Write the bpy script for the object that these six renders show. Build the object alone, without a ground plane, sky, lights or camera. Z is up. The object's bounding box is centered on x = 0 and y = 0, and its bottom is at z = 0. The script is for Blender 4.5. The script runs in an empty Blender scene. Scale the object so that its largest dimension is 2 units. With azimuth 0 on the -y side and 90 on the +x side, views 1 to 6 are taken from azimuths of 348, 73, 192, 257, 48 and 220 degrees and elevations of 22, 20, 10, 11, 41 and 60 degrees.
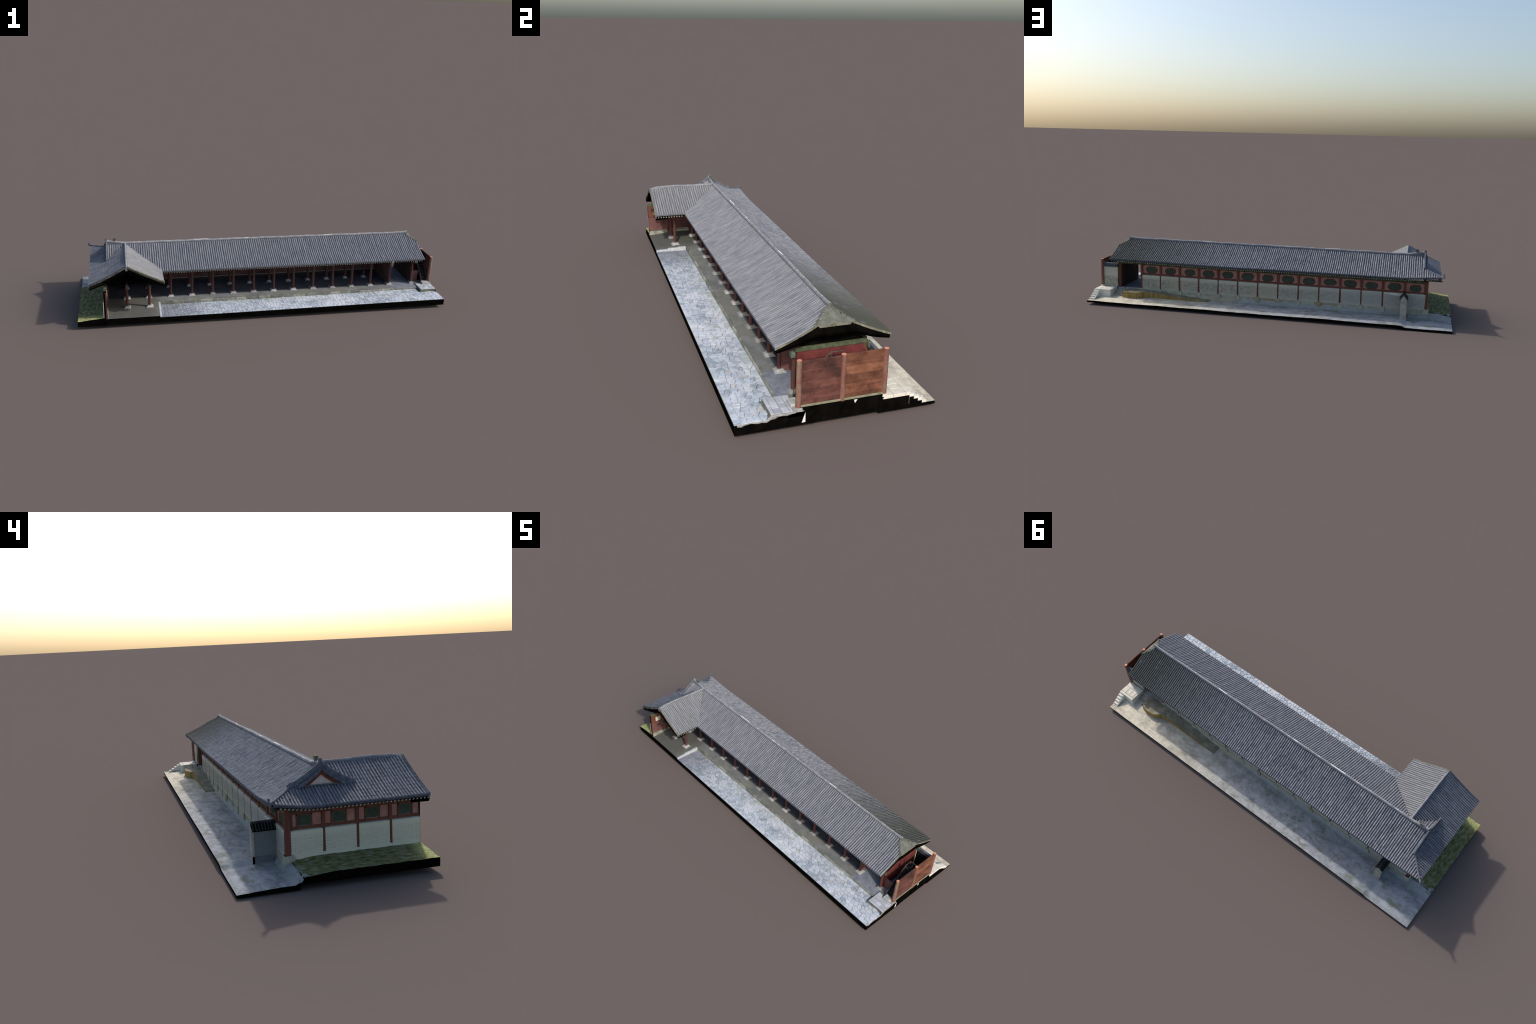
import bpy, math, random
from mathutils import Vector, noise

rng = random.Random(7)

# ------------------------------------------------------------------ materials
def new_mat(name, rough=0.85, spec=0.25):
    m = bpy.data.materials.new(name)
    m.use_nodes = True
    nt = m.node_tree
    b = nt.nodes["Principled BSDF"]
    b.inputs["Roughness"].default_value = rough
    b.inputs["Specular IOR Level"].default_value = spec
    return m, nt, b

def N(nt, kind, **props):
    n = nt.nodes.new(kind)
    for k, v in props.items():
        setattr(n, k, v)
    return n

def coords(nt, scale=(1, 1, 1)):
    tc = N(nt, "ShaderNodeTexCoord")
    mp = N(nt, "ShaderNodeMapping")
    mp.inputs["Scale"].default_value = scale
    nt.links.new(tc.outputs["Object"], mp.inputs["Vector"])
    return mp.outputs["Vector"]

def rgb(c):
    return (c[0], c[1], c[2], 1.0)

def ramp(nt, fac, stops):
    r = N(nt, "ShaderNodeValToRGB")
    els = r.color_ramp.elements
    while len(els) < len(stops):
        els.new(0.5)
    for e, (p, c) in zip(els, stops):
        e.position = p
        e.color = rgb(c) if hasattr(c, "__len__") else (c, c, c, 1)
    nt.links.new(fac, r.inputs["Fac"])
    return r.outputs["Color"]

def mix(nt, fac, a, b, blend="MIX"):
    n = N(nt, "ShaderNodeMix", data_type="RGBA", blend_type=blend)
    for sock, v in ((n.inputs["Factor"], fac), (n.inputs["A"], a), (n.inputs["B"], b)):
        if hasattr(v, "is_output"):
            nt.links.new(v, sock)
        elif hasattr(v, "__len__"):
            sock.default_value = rgb(v)
        else:
            sock.default_value = v
    return n.outputs["Result"]

def noise_tex(nt, vec, scale, detail=4.0, rough=0.6):
    n = N(nt, "ShaderNodeTexNoise")
    n.inputs["Scale"].default_value = scale
    n.inputs["Detail"].default_value = detail
    n.inputs["Roughness"].default_value = rough
    nt.links.new(vec, n.inputs["Vector"])
    return n.outputs["Fac"]

def cell_tex(nt, vec, scale):
    n = N(nt, "ShaderNodeTexVoronoi")
    n.inputs["Scale"].default_value = scale
    nt.links.new(vec, n.inputs["Vector"])
    s = N(nt, "ShaderNodeSeparateColor")
    nt.links.new(n.outputs["Color"], s.inputs["Color"])
    return s.outputs["Red"]

def axis(nt, which):
    tc = N(nt, "ShaderNodeTexCoord")
    s = N(nt, "ShaderNodeSeparateXYZ")
    nt.links.new(tc.outputs["Object"], s.inputs["Vector"])
    return s.outputs[which]

def remap(nt, v, a, b):
    n = N(nt, "ShaderNodeMapRange")
    n.inputs["From Min"].default_value = a
    n.inputs["From Max"].default_value = b
    nt.links.new(v, n.inputs["Value"])
    return n.outputs["Result"]

def bump(nt, bsdf, h, strength=0.3, dist=0.002):
    n = N(nt, "ShaderNodeBump")
    n.inputs["Strength"].default_value = strength
    n.inputs["Distance"].default_value = dist
    nt.links.new(h, n.inputs["Height"])
    nt.links.new(n.outputs["Normal"], bsdf.inputs["Normal"])

def mottled(name, lo, hi, scale=60, stretch=(1, 1, 1), rough=0.85, patch=None, patch_scale=8,
            patch_range=(0.5, 0.65), random_tint=0.0, bump_s=0.25, spec=0.25):
    m, nt, b = new_mat(name, rough, spec)
    v = coords(nt, stretch)
    n = noise_tex(nt, v, scale)
    c = ramp(nt, n, [(0.32, lo), (0.68, hi)])
    if patch is not None:
        p = noise_tex(nt, coords(nt), patch_scale, 5, 0.65)
        f = ramp(nt, p, [(patch_range[0], 0.0), (patch_range[1], 1.0)])
        c = mix(nt, f, c, patch)
    if random_tint:
        oi = N(nt, "ShaderNodeObjectInfo")
        r = ramp(nt, oi.outputs["Random"], [(0.0, 1 - random_tint), (1.0, 1 + random_tint * 0.6)])
        c = mix(nt, 1.0, c, r, "MULTIPLY")
    nt.links.new(c, b.inputs["Base Color"])
    if bump_s:
        bump(nt, b, n, bump_s, 0.001)
    return m

M = {}
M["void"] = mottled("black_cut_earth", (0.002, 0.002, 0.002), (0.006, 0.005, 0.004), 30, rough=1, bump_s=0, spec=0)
M["soffit"] = mottled("near_black_roof_underside", (0.004, 0.004, 0.003), (0.014, 0.011, 0.008), 50, rough=1, spec=0)

def tile_material(name, lo, hi, dark, warm, along, moss_x=None, wear=0.4):
    """colour runs in streaks down each tile row (along = stretch of the texture space)"""
    m, nt, b = new_mat(name, 0.75, 0.3)
    v = coords(nt)
    st = coords(nt, along)
    row = noise_tex(nt, st, 120, 3, 0.6)
    fine = noise_tex(nt, v, 170, 3, 0.7)
    broad = noise_tex(nt, v, 8, 5, 0.7)
    c = ramp(nt, row, [(0.33, lo), (0.67, hi)])
    c = mix(nt, ramp(nt, fine, [(0.45, 0.0), (0.75, wear)]), c, dark)
    c = mix(nt, ramp(nt, broad, [(0.55, 0.0), (0.72, wear)]), c, dark)
    w = noise_tex(nt, coords(nt, along), 70, 4, 0.7)
    c = mix(nt, ramp(nt, w, [(0.58, 0.0), (0.72, 0.55)]), c, warm)
    if moss_x:
        f = remap(nt, axis(nt, "X"), moss_x[0], moss_x[1])
        c = mix(nt, f, c, moss_x[2])
    nt.links.new(c, b.inputs["Base Color"])
    bump(nt, b, fine, 0.25, 0.001)
    return m

ALONG_Y, ALONG_X = (1, 0.12, 0.12), (0.12, 1, 0.12)
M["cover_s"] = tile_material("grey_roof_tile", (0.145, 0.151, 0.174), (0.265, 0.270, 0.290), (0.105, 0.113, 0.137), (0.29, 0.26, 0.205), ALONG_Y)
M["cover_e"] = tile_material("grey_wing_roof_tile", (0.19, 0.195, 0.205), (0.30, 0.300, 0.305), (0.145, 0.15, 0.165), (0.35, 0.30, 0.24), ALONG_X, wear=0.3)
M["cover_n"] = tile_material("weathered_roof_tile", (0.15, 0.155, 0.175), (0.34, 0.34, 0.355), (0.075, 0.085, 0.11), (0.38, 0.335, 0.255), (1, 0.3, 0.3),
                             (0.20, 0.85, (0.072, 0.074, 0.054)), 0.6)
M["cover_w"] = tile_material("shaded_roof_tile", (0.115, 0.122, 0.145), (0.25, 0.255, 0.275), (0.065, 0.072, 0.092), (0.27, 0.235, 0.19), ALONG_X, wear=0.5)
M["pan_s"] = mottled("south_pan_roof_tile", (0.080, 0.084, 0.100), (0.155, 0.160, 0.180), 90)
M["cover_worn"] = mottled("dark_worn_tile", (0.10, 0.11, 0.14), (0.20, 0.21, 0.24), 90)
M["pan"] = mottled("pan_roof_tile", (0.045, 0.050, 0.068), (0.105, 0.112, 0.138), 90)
M["ridge"] = mottled("ridge_tile_stack", (0.12, 0.125, 0.145), (0.23, 0.235, 0.25), 70, stretch=(1, 1, 3))
M["ridge_cap"] = mottled("ridge_cap_tile", (0.18, 0.185, 0.20), (0.31, 0.31, 0.32), 60)
M["ridge_line"] = mottled("painted_ridge_glint", (0.26, 0.26, 0.27), (0.42, 0.415, 0.415), 60, patch=(0.95, 0.92, 0.92), patch_scale=14, patch_range=(0.53, 0.60))
M["ridge_plain"] = mottled("ridge_end_tile", (0.075, 0.085, 0.105), (0.185, 0.195, 0.22), 60)
M["plaster"] = mottled("lichen_grey_mortar", (0.085, 0.09, 0.072), (0.165, 0.17, 0.14), 35)
M["rake"] = mottled("pale_mortar_edge", (0.10, 0.098, 0.07), (0.28, 0.265, 0.205), 60)

M["column"] = mottled("oxide_red_painted_post", (0.065, 0.027, 0.023), (0.125, 0.047, 0.039), 50, stretch=(2, 2, 0.3), rough=0.7, random_tint=0.12)  # base red darkened toward the look of columns under the eave
M["post"] = mottled("brown_red_painted_post", (0.125, 0.047, 0.029), (0.200, 0.074, 0.045), 50, stretch=(2, 2, 0.3), rough=0.7)
M["beam"] = mottled("brown_red_painted_beam", (0.13, 0.044, 0.030), (0.21, 0.074, 0.048), 40)
M["green_beam"] = mottled("faded_green_painted_beam", (0.045, 0.055, 0.03), (0.13, 0.15, 0.085), 40)
M["pink"] = mottled("faded_pink_plaster", (0.40, 0.19, 0.165), (0.56, 0.28, 0.23), 22, patch=(0.42, 0.17, 0.12), patch_scale=12)
M["inner_red"] = mottled("inner_red_wall", (0.115, 0.052, 0.050), (0.19, 0.088, 0.082), 18, patch=(0.055, 0.028, 0.026), patch_scale=7)
M["window"] = mottled("dark_green_window_lattice", (0.035, 0.05, 0.035), (0.085, 0.105, 0.075), 130)
M["lattice"] = mottled("green_lattice_bar", (0.07, 0.10, 0.07), (0.12, 0.16, 0.11), 60)
M["dark_hole"] = mottled("dark_window_opening", (0.008, 0.01, 0.008), (0.02, 0.022, 0.018), 40)
M["rafter"] = mottled("dark_green_rafter", (0.03, 0.035, 0.02), (0.08, 0.085, 0.05), 60)
M["rafter_tip"] = mottled("pale_rafter_tip", (0.30, 0.32, 0.26), (0.52, 0.53, 0.44), 60)

def brick_material(name, horizontal_axis, body, dark, warm_patch, cool_patch):
    m, nt, b = new_mat(name, 0.9, 0.2)
    tc = N(nt, "ShaderNodeTexCoord")
    s = N(nt, "ShaderNodeSeparateXYZ")
    nt.links.new(tc.outputs["Object"], s.inputs["Vector"])
    cmb = N(nt, "ShaderNodeCombineXYZ")
    nt.links.new(s.outputs[horizontal_axis], cmb.inputs["X"])
    nt.links.new(s.outputs["Z"], cmb.inputs["Y"])
    br = N(nt, "ShaderNodeTexBrick")
    br.inputs["Scale"].default_value = 1.0
    br.inputs["Brick Width"].default_value = 0.0098
    br.inputs["Row Height"].default_value = 0.0066
    br.inputs["Mortar Size"].default_value = 0.0014
    br.inputs["Mortar Smooth"].default_value = 0.4
    br.inputs["Color1"].default_value = rgb(dark)
    br.inputs["Color2"].default_value = rgb([0.5 * (a + c) for a, c in zip(dark, body)])
    br.inputs["Mortar"].default_value = rgb(body)
    wob = noise_tex(nt, coords(nt), 60, 2)
    wv = N(nt, "ShaderNodeVectorMath", operation="MULTIPLY_ADD")
    wv.inputs[1].default_value = (0.003, 0.003, 0)
    nt.links.new(wob, wv.inputs[0])
    nt.links.new(cmb.outputs["Vector"], wv.inputs[2])
    nt.links.new(wv.outputs["Vector"], br.inputs["Vector"])
    v = coords(nt)
    c = br.outputs["Color"]
    # smoother, plastered upper courses
    up = remap(nt, s.outputs["Z"], 0.118, 0.134)
    c = mix(nt, up, c, body)
    n = noise_tex(nt, v, 14, 5)
    c = mix(nt, ramp(nt, n, [(0.56, 0.0), (0.72, 0.5)]), c, [0.92 * x for x in body])
    c = mix(nt, ramp(nt, noise_tex(nt, v, 6, 4), [(0.5, 0.0), (0.62, 0.55)]), c, warm_patch)
    # cool repairs on the western half
    f = remap(nt, s.outputs["X"], 0.0, -0.55)
    c = mix(nt, f, c, mix(nt, 0.6, c, cool_patch))
    low = remap(nt, s.outputs["Z"], 0.078, 0.062)
    c = mix(nt, low, c, mix(nt, 0.6, c, body))
    nt.links.new(c, b.inputs["Base Color"])
    bump(nt, b, br.outputs["Fac"], 0.25, 0.001)
    return m

M["brick_n"] = brick_material("limewashed_brick_long_wall", "X", (0.55, 0.52, 0.41), (0.095, 0.08, 0.058), (0.47, 0.42, 0.29), (0.37, 0.38, 0.36))
M["brick_w"] = brick_material("limewashed_brick_end_wall", "Y", (0.70, 0.67, 0.52), (0.09, 0.088, 0.062), (0.60, 0.56, 0.41), (0.70, 0.67, 0.52))  # body lightened and yellowed to offset blue skylight on the shaded west face
M["brick_g"] = brick_material("dark_brick_cross_wall", "Y", (0.20, 0.215, 0.215), (0.045, 0.05, 0.05), (0.16, 0.17, 0.165), (0.20, 0.215, 0.215))
M["ledge"] = mottled("pale_wall_ledge", (0.50, 0.50, 0.41), (0.64, 0.63, 0.52), 30)
M["gate_face"] = mottled("stone_gate_wall", (0.30, 0.27, 0.22), (0.45, 0.42, 0.35), 40)

M["granite"] = mottled("granite_column_base", (0.27, 0.27, 0.26), (0.48, 0.47, 0.46), 60, random_tint=0.3)
M["curb_pale"] = mottled("pale_blue_curb", (0.40, 0.43, 0.46), (0.58, 0.60, 0.62), 40)
M["curb"] = mottled("granite_curb", (0.17, 0.17, 0.12), (0.38, 0.38, 0.34), 40, random_tint=0.45)
M["platform"] = mottled("cream_granite_block", (0.60, 0.56, 0.46), (0.78, 0.74, 0.64), 30)
M["platform_s"] = mottled("grey_granite_paving", (0.38, 0.40, 0.44), (0.52, 0.54, 0.58), 30, random_tint=0.15)
def floor_material():
    m, nt, b = new_mat("packed_clay_floor", 0.95, 0.15)
    v = coords(nt)
    n = noise_tex(nt, v, 22, 5, 0.65)
    c = ramp(nt, n, [(0.32, (0.130, 0.138, 0.134)), (0.68, (0.235, 0.245, 0.238))])
    c = mix(nt, ramp(nt, noise_tex(nt, v, 6, 5), [(0.5, 0.0), (0.65, 0.7)]), c, (0.235, 0.225, 0.19))
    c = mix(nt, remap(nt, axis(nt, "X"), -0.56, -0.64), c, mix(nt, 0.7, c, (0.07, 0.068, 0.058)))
    deep = ramp(nt, n, [(0.3, (0.055, 0.060, 0.075)), (0.7, (0.10, 0.105, 0.125))])  # roof shadow painted into the inner floor as a darker, bluer tone
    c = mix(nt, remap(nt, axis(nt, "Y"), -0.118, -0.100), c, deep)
    stone = ramp(nt, noise_tex(nt, v, 40, 4), [(0.3, (0.15, 0.165, 0.20)), (0.7, (0.26, 0.28, 0.325))])
    c = mix(nt, remap(nt, axis(nt, "X"), 0.742, 0.748), c, stone)
    nt.links.new(c, b.inputs["Base Color"])
    bump(nt, b, n, 0.3, 0.001)
    return m
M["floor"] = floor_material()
M["mortar"] = mottled("paving_joint_earth", (0.11, 0.125, 0.115), (0.22, 0.24, 0.23), 60, patch=(0.20, 0.24, 0.14), patch_scale=14)

def flag_material():
    m, nt, b = new_mat("pale_blue_flagstone", 0.8, 0.3)
    v = coords(nt)
    oi = N(nt, "ShaderNodeObjectInfo")
    c = ramp(nt, oi.outputs["Random"], [(0.0, (0.31, 0.355, 0.40)), (0.3, (0.41, 0.46, 0.52)), (0.55, (0.48, 0.53, 0.60)),
                                        (0.75, (0.53, 0.56, 0.60)), (0.93, (0.44, 0.51, 0.60)), (1.0, (0.45, 0.43, 0.38))])
    fine = noise_tex(nt, v, 90, 5, 0.7)
    c = mix(nt, 0.75, c, ramp(nt, fine, [(0.3, 0.60), (0.7, 1.30)]), "MULTIPLY")
    broad = noise_tex(nt, v, 7, 4)
    c = mix(nt, ramp(nt, broad, [(0.48, 0.0), (0.62, 0.55)]), c, (0.74, 0.76, 0.82))
    # darker western corner of the yard, moss near the curb
    dk = remap(nt, axis(nt, "X"), -0.30, -0.56)
    c = mix(nt, dk, c, mix(nt, 1.0, c, (0.42, 0.42, 0.45), "MULTIPLY"))
    ms = mix(nt, remap(nt, axis(nt, "Y"), -0.225, -0.178), (0, 0, 0), ramp(nt, noise_tex(nt, v, 16, 4), [(0.5, 0.0), (0.62, 0.6)]))
    c = mix(nt, ms, c, (0.26, 0.32, 0.22))
    nt.links.new(c, b.inputs["Base Color"])
    bump(nt, b, fine, 0.3, 0.001)
    return m
M["flag"] = flag_material()

def yard_material():
    m, nt, b = new_mat("trodden_sandy_yard", 0.95, 0.15)
    v = coords(nt)
    fx = ramp(nt, remap(nt, axis(nt, "X"), -0.6, 0.95), [(0.0, (0.34, 0.355, 0.375)), (0.4, (0.46, 0.46, 0.455)), (0.72, (0.64, 0.59, 0.48)), (1.0, (0.76, 0.685, 0.54))])
    n = noise_tex(nt, v, 26, 6, 0.7)
    c = mix(nt, 0.8, fx, ramp(nt, n, [(0.3, 0.55), (0.7, 1.2)]), "MULTIPLY")
    bl = noise_tex(nt, coords(nt, (0.6, 1.4, 1)), 9, 6, 0.75)
    c = mix(nt, 0.85, c, ramp(nt, bl, [(0.36, 0.58), (0.50, 1.0), (0.66, 1.12)]), "MULTIPLY")
    # moss flecks, denser to the west
    mo = noise_tex(nt, coords(nt, (1, 1.6, 1)), 22, 5, 0.7)
    mask = mix(nt, remap(nt, axis(nt, "X"), 0.55, -0.2), (0, 0, 0), ramp(nt, mo, [(0.50, 0.0), (0.64, 0.75)]))
    c = mix(nt, mask, c, (0.17, 0.185, 0.12))
    # earth bank against the wall foot
    y = remap(nt, axis(nt, "Y"), 0.172, 0.142)
    bank = ramp(nt, remap(nt, axis(nt, "X"), -0.5, 0.7), [(0.0, (0.32, 0.33, 0.30)), (0.5, (0.34, 0.36, 0.32)), (0.65, (0.40, 0.34, 0.19)), (1.0, (0.44, 0.40, 0.27))])
    c = mix(nt, y, c, mix(nt, 0.7, c, bank))
    nt.links.new(c, b.inputs["Base Color"])
    bump(nt, b, n, 0.4, 0.002)
    return m
M["yard"] = yard_material()
M["curb_bank"] = mottled("stone_retaining_curb", (0.20, 0.21, 0.215), (0.33, 0.34, 0.335), 40, patch=(0.22, 0.18, 0.11), patch_scale=9, patch_range=(0.6, 0.7))
M["plinth"] = mottled("earthy_wall_plinth", (0.30, 0.28, 0.21), (0.47, 0.44, 0.34), 30, patch=(0.30, 0.23, 0.11), patch_scale=10)
M["plinth_dark"] = mottled("dark_wall_footing", (0.10, 0.115, 0.125), (0.18, 0.195, 0.205), 30)

def lawn_material():
    m, nt, b = new_mat("mossy_lawn", 0.95, 0.1)
    v = coords(nt, (1.8, 0.8, 1))
    n = noise_tex(nt, v, 42, 6, 0.7)
    c = ramp(nt, n, [(0.36, (0.075, 0.088, 0.030)), (0.48, (0.140, 0.152, 0.058)), (0.58, (0.215, 0.215, 0.135)), (0.70, (0.31, 0.30, 0.235))])
    # paler southern end
    s = remap(nt, axis(nt, "Y"), -0.27, -0.31)
    c = mix(nt, s, c, mix(nt, ramp(nt, noise_tex(nt, v, 60, 3), [(0.4, 0.0), (0.6, 1.0)]), (0.25, 0.29, 0.085), (0.46, 0.44, 0.23)))
    nt.links.new(c, b.inputs["Base Color"])
    bump(nt, b, n, 0.8, 0.004)
    return m
M["lawn"] = lawn_material()
M["ramp_top"] = mottled("rubber_ramp_deck", (0.19, 0.17, 0.115), (0.29, 0.265, 0.19), 30, patch=(0.38, 0.34, 0.26), patch_scale=20)
M["ramp_plank"] = mottled("ochre_skirting_plank", (0.22, 0.145, 0.045), (0.40, 0.275, 0.09), 60, stretch=(3, 3, 0.4), random_tint=0.25)
M["fence_s"] = mottled("worn_maroon_plank", (0.075, 0.028, 0.022), (0.150, 0.060, 0.047), 24, stretch=(1, 1, 2), patch=(0.05, 0.024, 0.018), patch_scale=14, random_tint=0.35)
M["fence_n"] = mottled("worn_rust_plank", (0.130, 0.050, 0.028), (0.245, 0.105, 0.060), 24, stretch=(1, 1, 2), patch=(0.10, 0.038, 0.024), patch_scale=14, random_tint=0.35)
M["fence_post"] = mottled("worn_rose_post", (0.150, 0.065, 0.048), (0.255, 0.112, 0.084), 40, stretch=(2, 2, 0.3), patch=(0.22, 0.17, 0.12), patch_scale=18)
M["fence_cap"] = mottled("orange_post_top", (0.55, 0.20, 0.12), (0.75, 0.32, 0.2), 60)
M["sill"] = mottled("lichened_sill", (0.16, 0.16, 0.10), (0.30, 0.29, 0.2), 40)
M["stair_wood"] = mottled("dark_stair_timber", (0.012, 0.010, 0.012), (0.04, 0.03, 0.034), 40)
M["rail_wood"] = mottled("weathered_hand_rail", (0.06, 0.055, 0.045), (0.13, 0.12, 0.10), 40)
M["dark_wood"] = mottled("dark_brown_partition", (0.03, 0.02, 0.018), (0.06, 0.04, 0.035), 30, stretch=(3, 3, 0.3))
M["chip"] = mottled("pale_chip", (0.6, 0.62, 0.6), (0.8, 0.8, 0.78), 30)

# ------------------------------------------------------------------ mesh building
ROOT = bpy.data.objects.new("palace_gallery_building", None)
bpy.context.collection.objects.link(ROOT)
ROOT["label"] = "long Korean palace gallery with grey tiled roof and red columns"
ROOT["category"] = "historic building"

class MB:
    def __init__(self):
        self.v, self.f, self.m, self.s = [], [], [], []

    def face(self, pts, mi=0, smooth=False):
        i = len(self.v)
        self.v += [tuple(p) for p in pts]
        self.f.append(tuple(range(i, i + len(pts))))
        self.m.append(mi); self.s.append(smooth)

    def grid(self, rows, mi=0, smooth=True, closed=False):
        """rows: list of equally long point lists, shared vertices"""
        i0 = len(self.v); n = len(rows[0])
        for r in rows:
            self.v += [tuple(p) for p in r]
        for a in range(len(rows) - 1):
            for b in range(n if closed else n - 1):
                c = (b + 1) % n
                self.f.append((i0 + a * n + b, i0 + a * n + c, i0 + (a + 1) * n + c, i0 + (a + 1) * n + b))
                self.m.append(mi); self.s.append(smooth)

    def box(self, x0, x1, y0, y1, z0, z1, mi=0, bev=0.0, top_inset=None):
        """box with chamfered top edges (bev) or a frustum (top_inset)"""
        if top_inset is not None:
            rings = [(0, z0), (top_inset, z1)]
        elif bev > 0:
            rings = [(0, z0), (0, z1 - bev), (bev, z1)]
        else:
            rings = [(0, z0), (0, z1)]
        rows = [[(x0 + i, y0 + i, z), (x1 - i, y0 + i, z), (x1 - i, y1 - i, z), (x0 + i, y1 - i, z)] for i, z in rings]
        self.grid(rows, mi, False, True)
        i, z = rings[-1]
        self.face([(x0 + i, y0 + i, z), (x1 - i, y0 + i, z), (x1 - i, y1 - i, z), (x0 + i, y1 - i, z)], mi)
        self.face([(x0, y1, z0), (x1, y1, z0), (x1, y0, z0), (x0, y0, z0)], mi)

    def tube(self, p0, p1, r0, r1=None, n=10, mi=0, cap_mi=None, caps=True):
        r1 = r0 if r1 is None else r1
        p0, p1 = Vector(p0), Vector(p1)
        d = (p1 - p0).normalized()
        u = d.orthogonal().normalized(); w = d.cross(u)
        rows = []
        for p, r in ((p0, r0), (p1, r1)):
            rows.append([p + (u * math.cos(2 * math.pi * k / n) + w * math.sin(2 * math.pi * k / n)) * r for k in range(n)])
        self.grid(rows, mi, True, True)
        if caps:
            cm = mi if cap_mi is None else cap_mi
            self.face(rows[1], cm); self.face(rows[0][::-1], cm)

    def prism(self, poly, z0, z1, mi=0, side_mi=None, bev=0.0):
        """vertical prism over a convex/concave xy polygon (ccw)"""
        n = len(poly)
        side_mi = mi if side_mi is None else side_mi
        if bev:
            cx = sum(p[0] for p in poly) / n; cy = sum(p[1] for p in poly) / n
            ins = []
            for p in poly:
                d = math.hypot(p[0] - cx, p[1] - cy) + 1e-9
                k = max(0.5, 1 - bev / d)
                ins.append((cx + (p[0] - cx) * k, cy + (p[1] - cy) * k))
            rows = [[(p[0], p[1], z0) for p in poly], [(p[0], p[1], z1 - bev * 0.6) for p in poly], [(p[0], p[1], z1) for p in ins]]
            top = rows[-1]
        else:
            rows = [[(p[0], p[1], z0) for p in poly], [(p[0], p[1], z1) for p in poly]]
            top = rows[-1]
        self.grid(rows, side_mi, False, True)
        self.face(top, mi)
        self.face([(p[0], p[1], z0) for p in poly][::-1], side_mi)

    def sweep(self, spine, section, mi=0, up=Vector((0, 0, 1)), smooth=False, scale=None):
        """section: closed list of (side, up) offsets swept along the spine"""
        rows = []
        for k, p in enumerate(spine):
            a = Vector(spine[max(0, k - 1)]); b = Vector(spine[min(len(spine) - 1, k + 1)])
            d = (b - a).normalized(); side = d.cross(up).normalized()
            s = 1.0 if scale is None else scale[k]
            rows.append([Vector(p) + side * (q[0] * s) + up * (q[1] * s) for q in section])
        self.grid(rows, mi, smooth, True)
        self.face(rows[0][::-1], mi); self.face(rows[-1], mi)

    def obj(self, name, mats, stuff=False, parent=None):
        me = bpy.data.meshes.new(name)
        me.from_pydata(self.v, [], self.f)
        for m in mats:
            me.materials.append(M[m] if isinstance(m, str) else m)
        me.polygons.foreach_set("material_index", self.m)
        me.polygons.foreach_set("use_smooth", self.s)
        me.update()
        return link(name, me, stuff, parent)

def link(name, me, stuff=False, parent=None, loc=None):
    o = bpy.data.objects.new(name, me)
    bpy.context.collection.objects.link(o)
    o.parent = parent or ROOT
    if loc:
        o.location = loc
    if stuff:
        o["kind"] = "stuff"
    return o

def smooth01(t):
    t = max(0.0, min(1.0, t))
    return t * t * (3 - 2 * t)

def nz(x, y, f, s=0.0):
    return noise.noise(Vector((x * f, y * f, s)))

def box_obj(name, args, mats, bev=0.0):
    b = MB(); b.box(*args, 0, bev); return b.obj(name, mats)

# ------------------------------------------------------------------ ground levels
FLOOR = 0.0598
def yard_z(x, y):
    w = smooth01((-0.742 - x) / 0.02)                       # lower yard west of the gate wall
    e = 0.020 + 0.006 * smooth01((0.327 - y) / 0.12)        # main strip
    lo = 0.010 + 0.006 * smooth01((0.327 - y) / 0.15)
    z = e * (1 - w) + lo * w
    # bank against the wall
    top = 0.064 if x > -0.75 else (0.034 if x > -0.87 else 0.024)
    reach = 0.013 + 0.005 * nz(x, 0, 9, 3)
    t = smooth01(1 - (y - 0.133) / reach)
    z = z + (top - z) * t * (1.0 if x > -0.75 else 0.95)
    z += 0.0012 * nz(x, y, 14) + 0.0006 * nz(x, y, 50)
    z += 0.003 * nz(x, y, 5, 7) * smooth01((y - 0.2) / 0.1) * (0.5 + 0.5 * smooth01(-x))
    return max(z, 0.006)

def lawn_z(x, y):
    t = (x + 1.0) / 0.135
    z = 0.045 + 0.011 * smooth01(t)
    z -= 0.008 * smooth01((y - 0.02) / 0.1)
    return z + 0.0018 * nz(x, y, 25) + 0.001 * nz(x, y, 70)

def floor_z(x, y):
    z = FLOOR - 0.0095 * smooth01((-0.20 - y) / 0.12)
    return z + 0.0007 * nz(x, y, 12)

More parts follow.
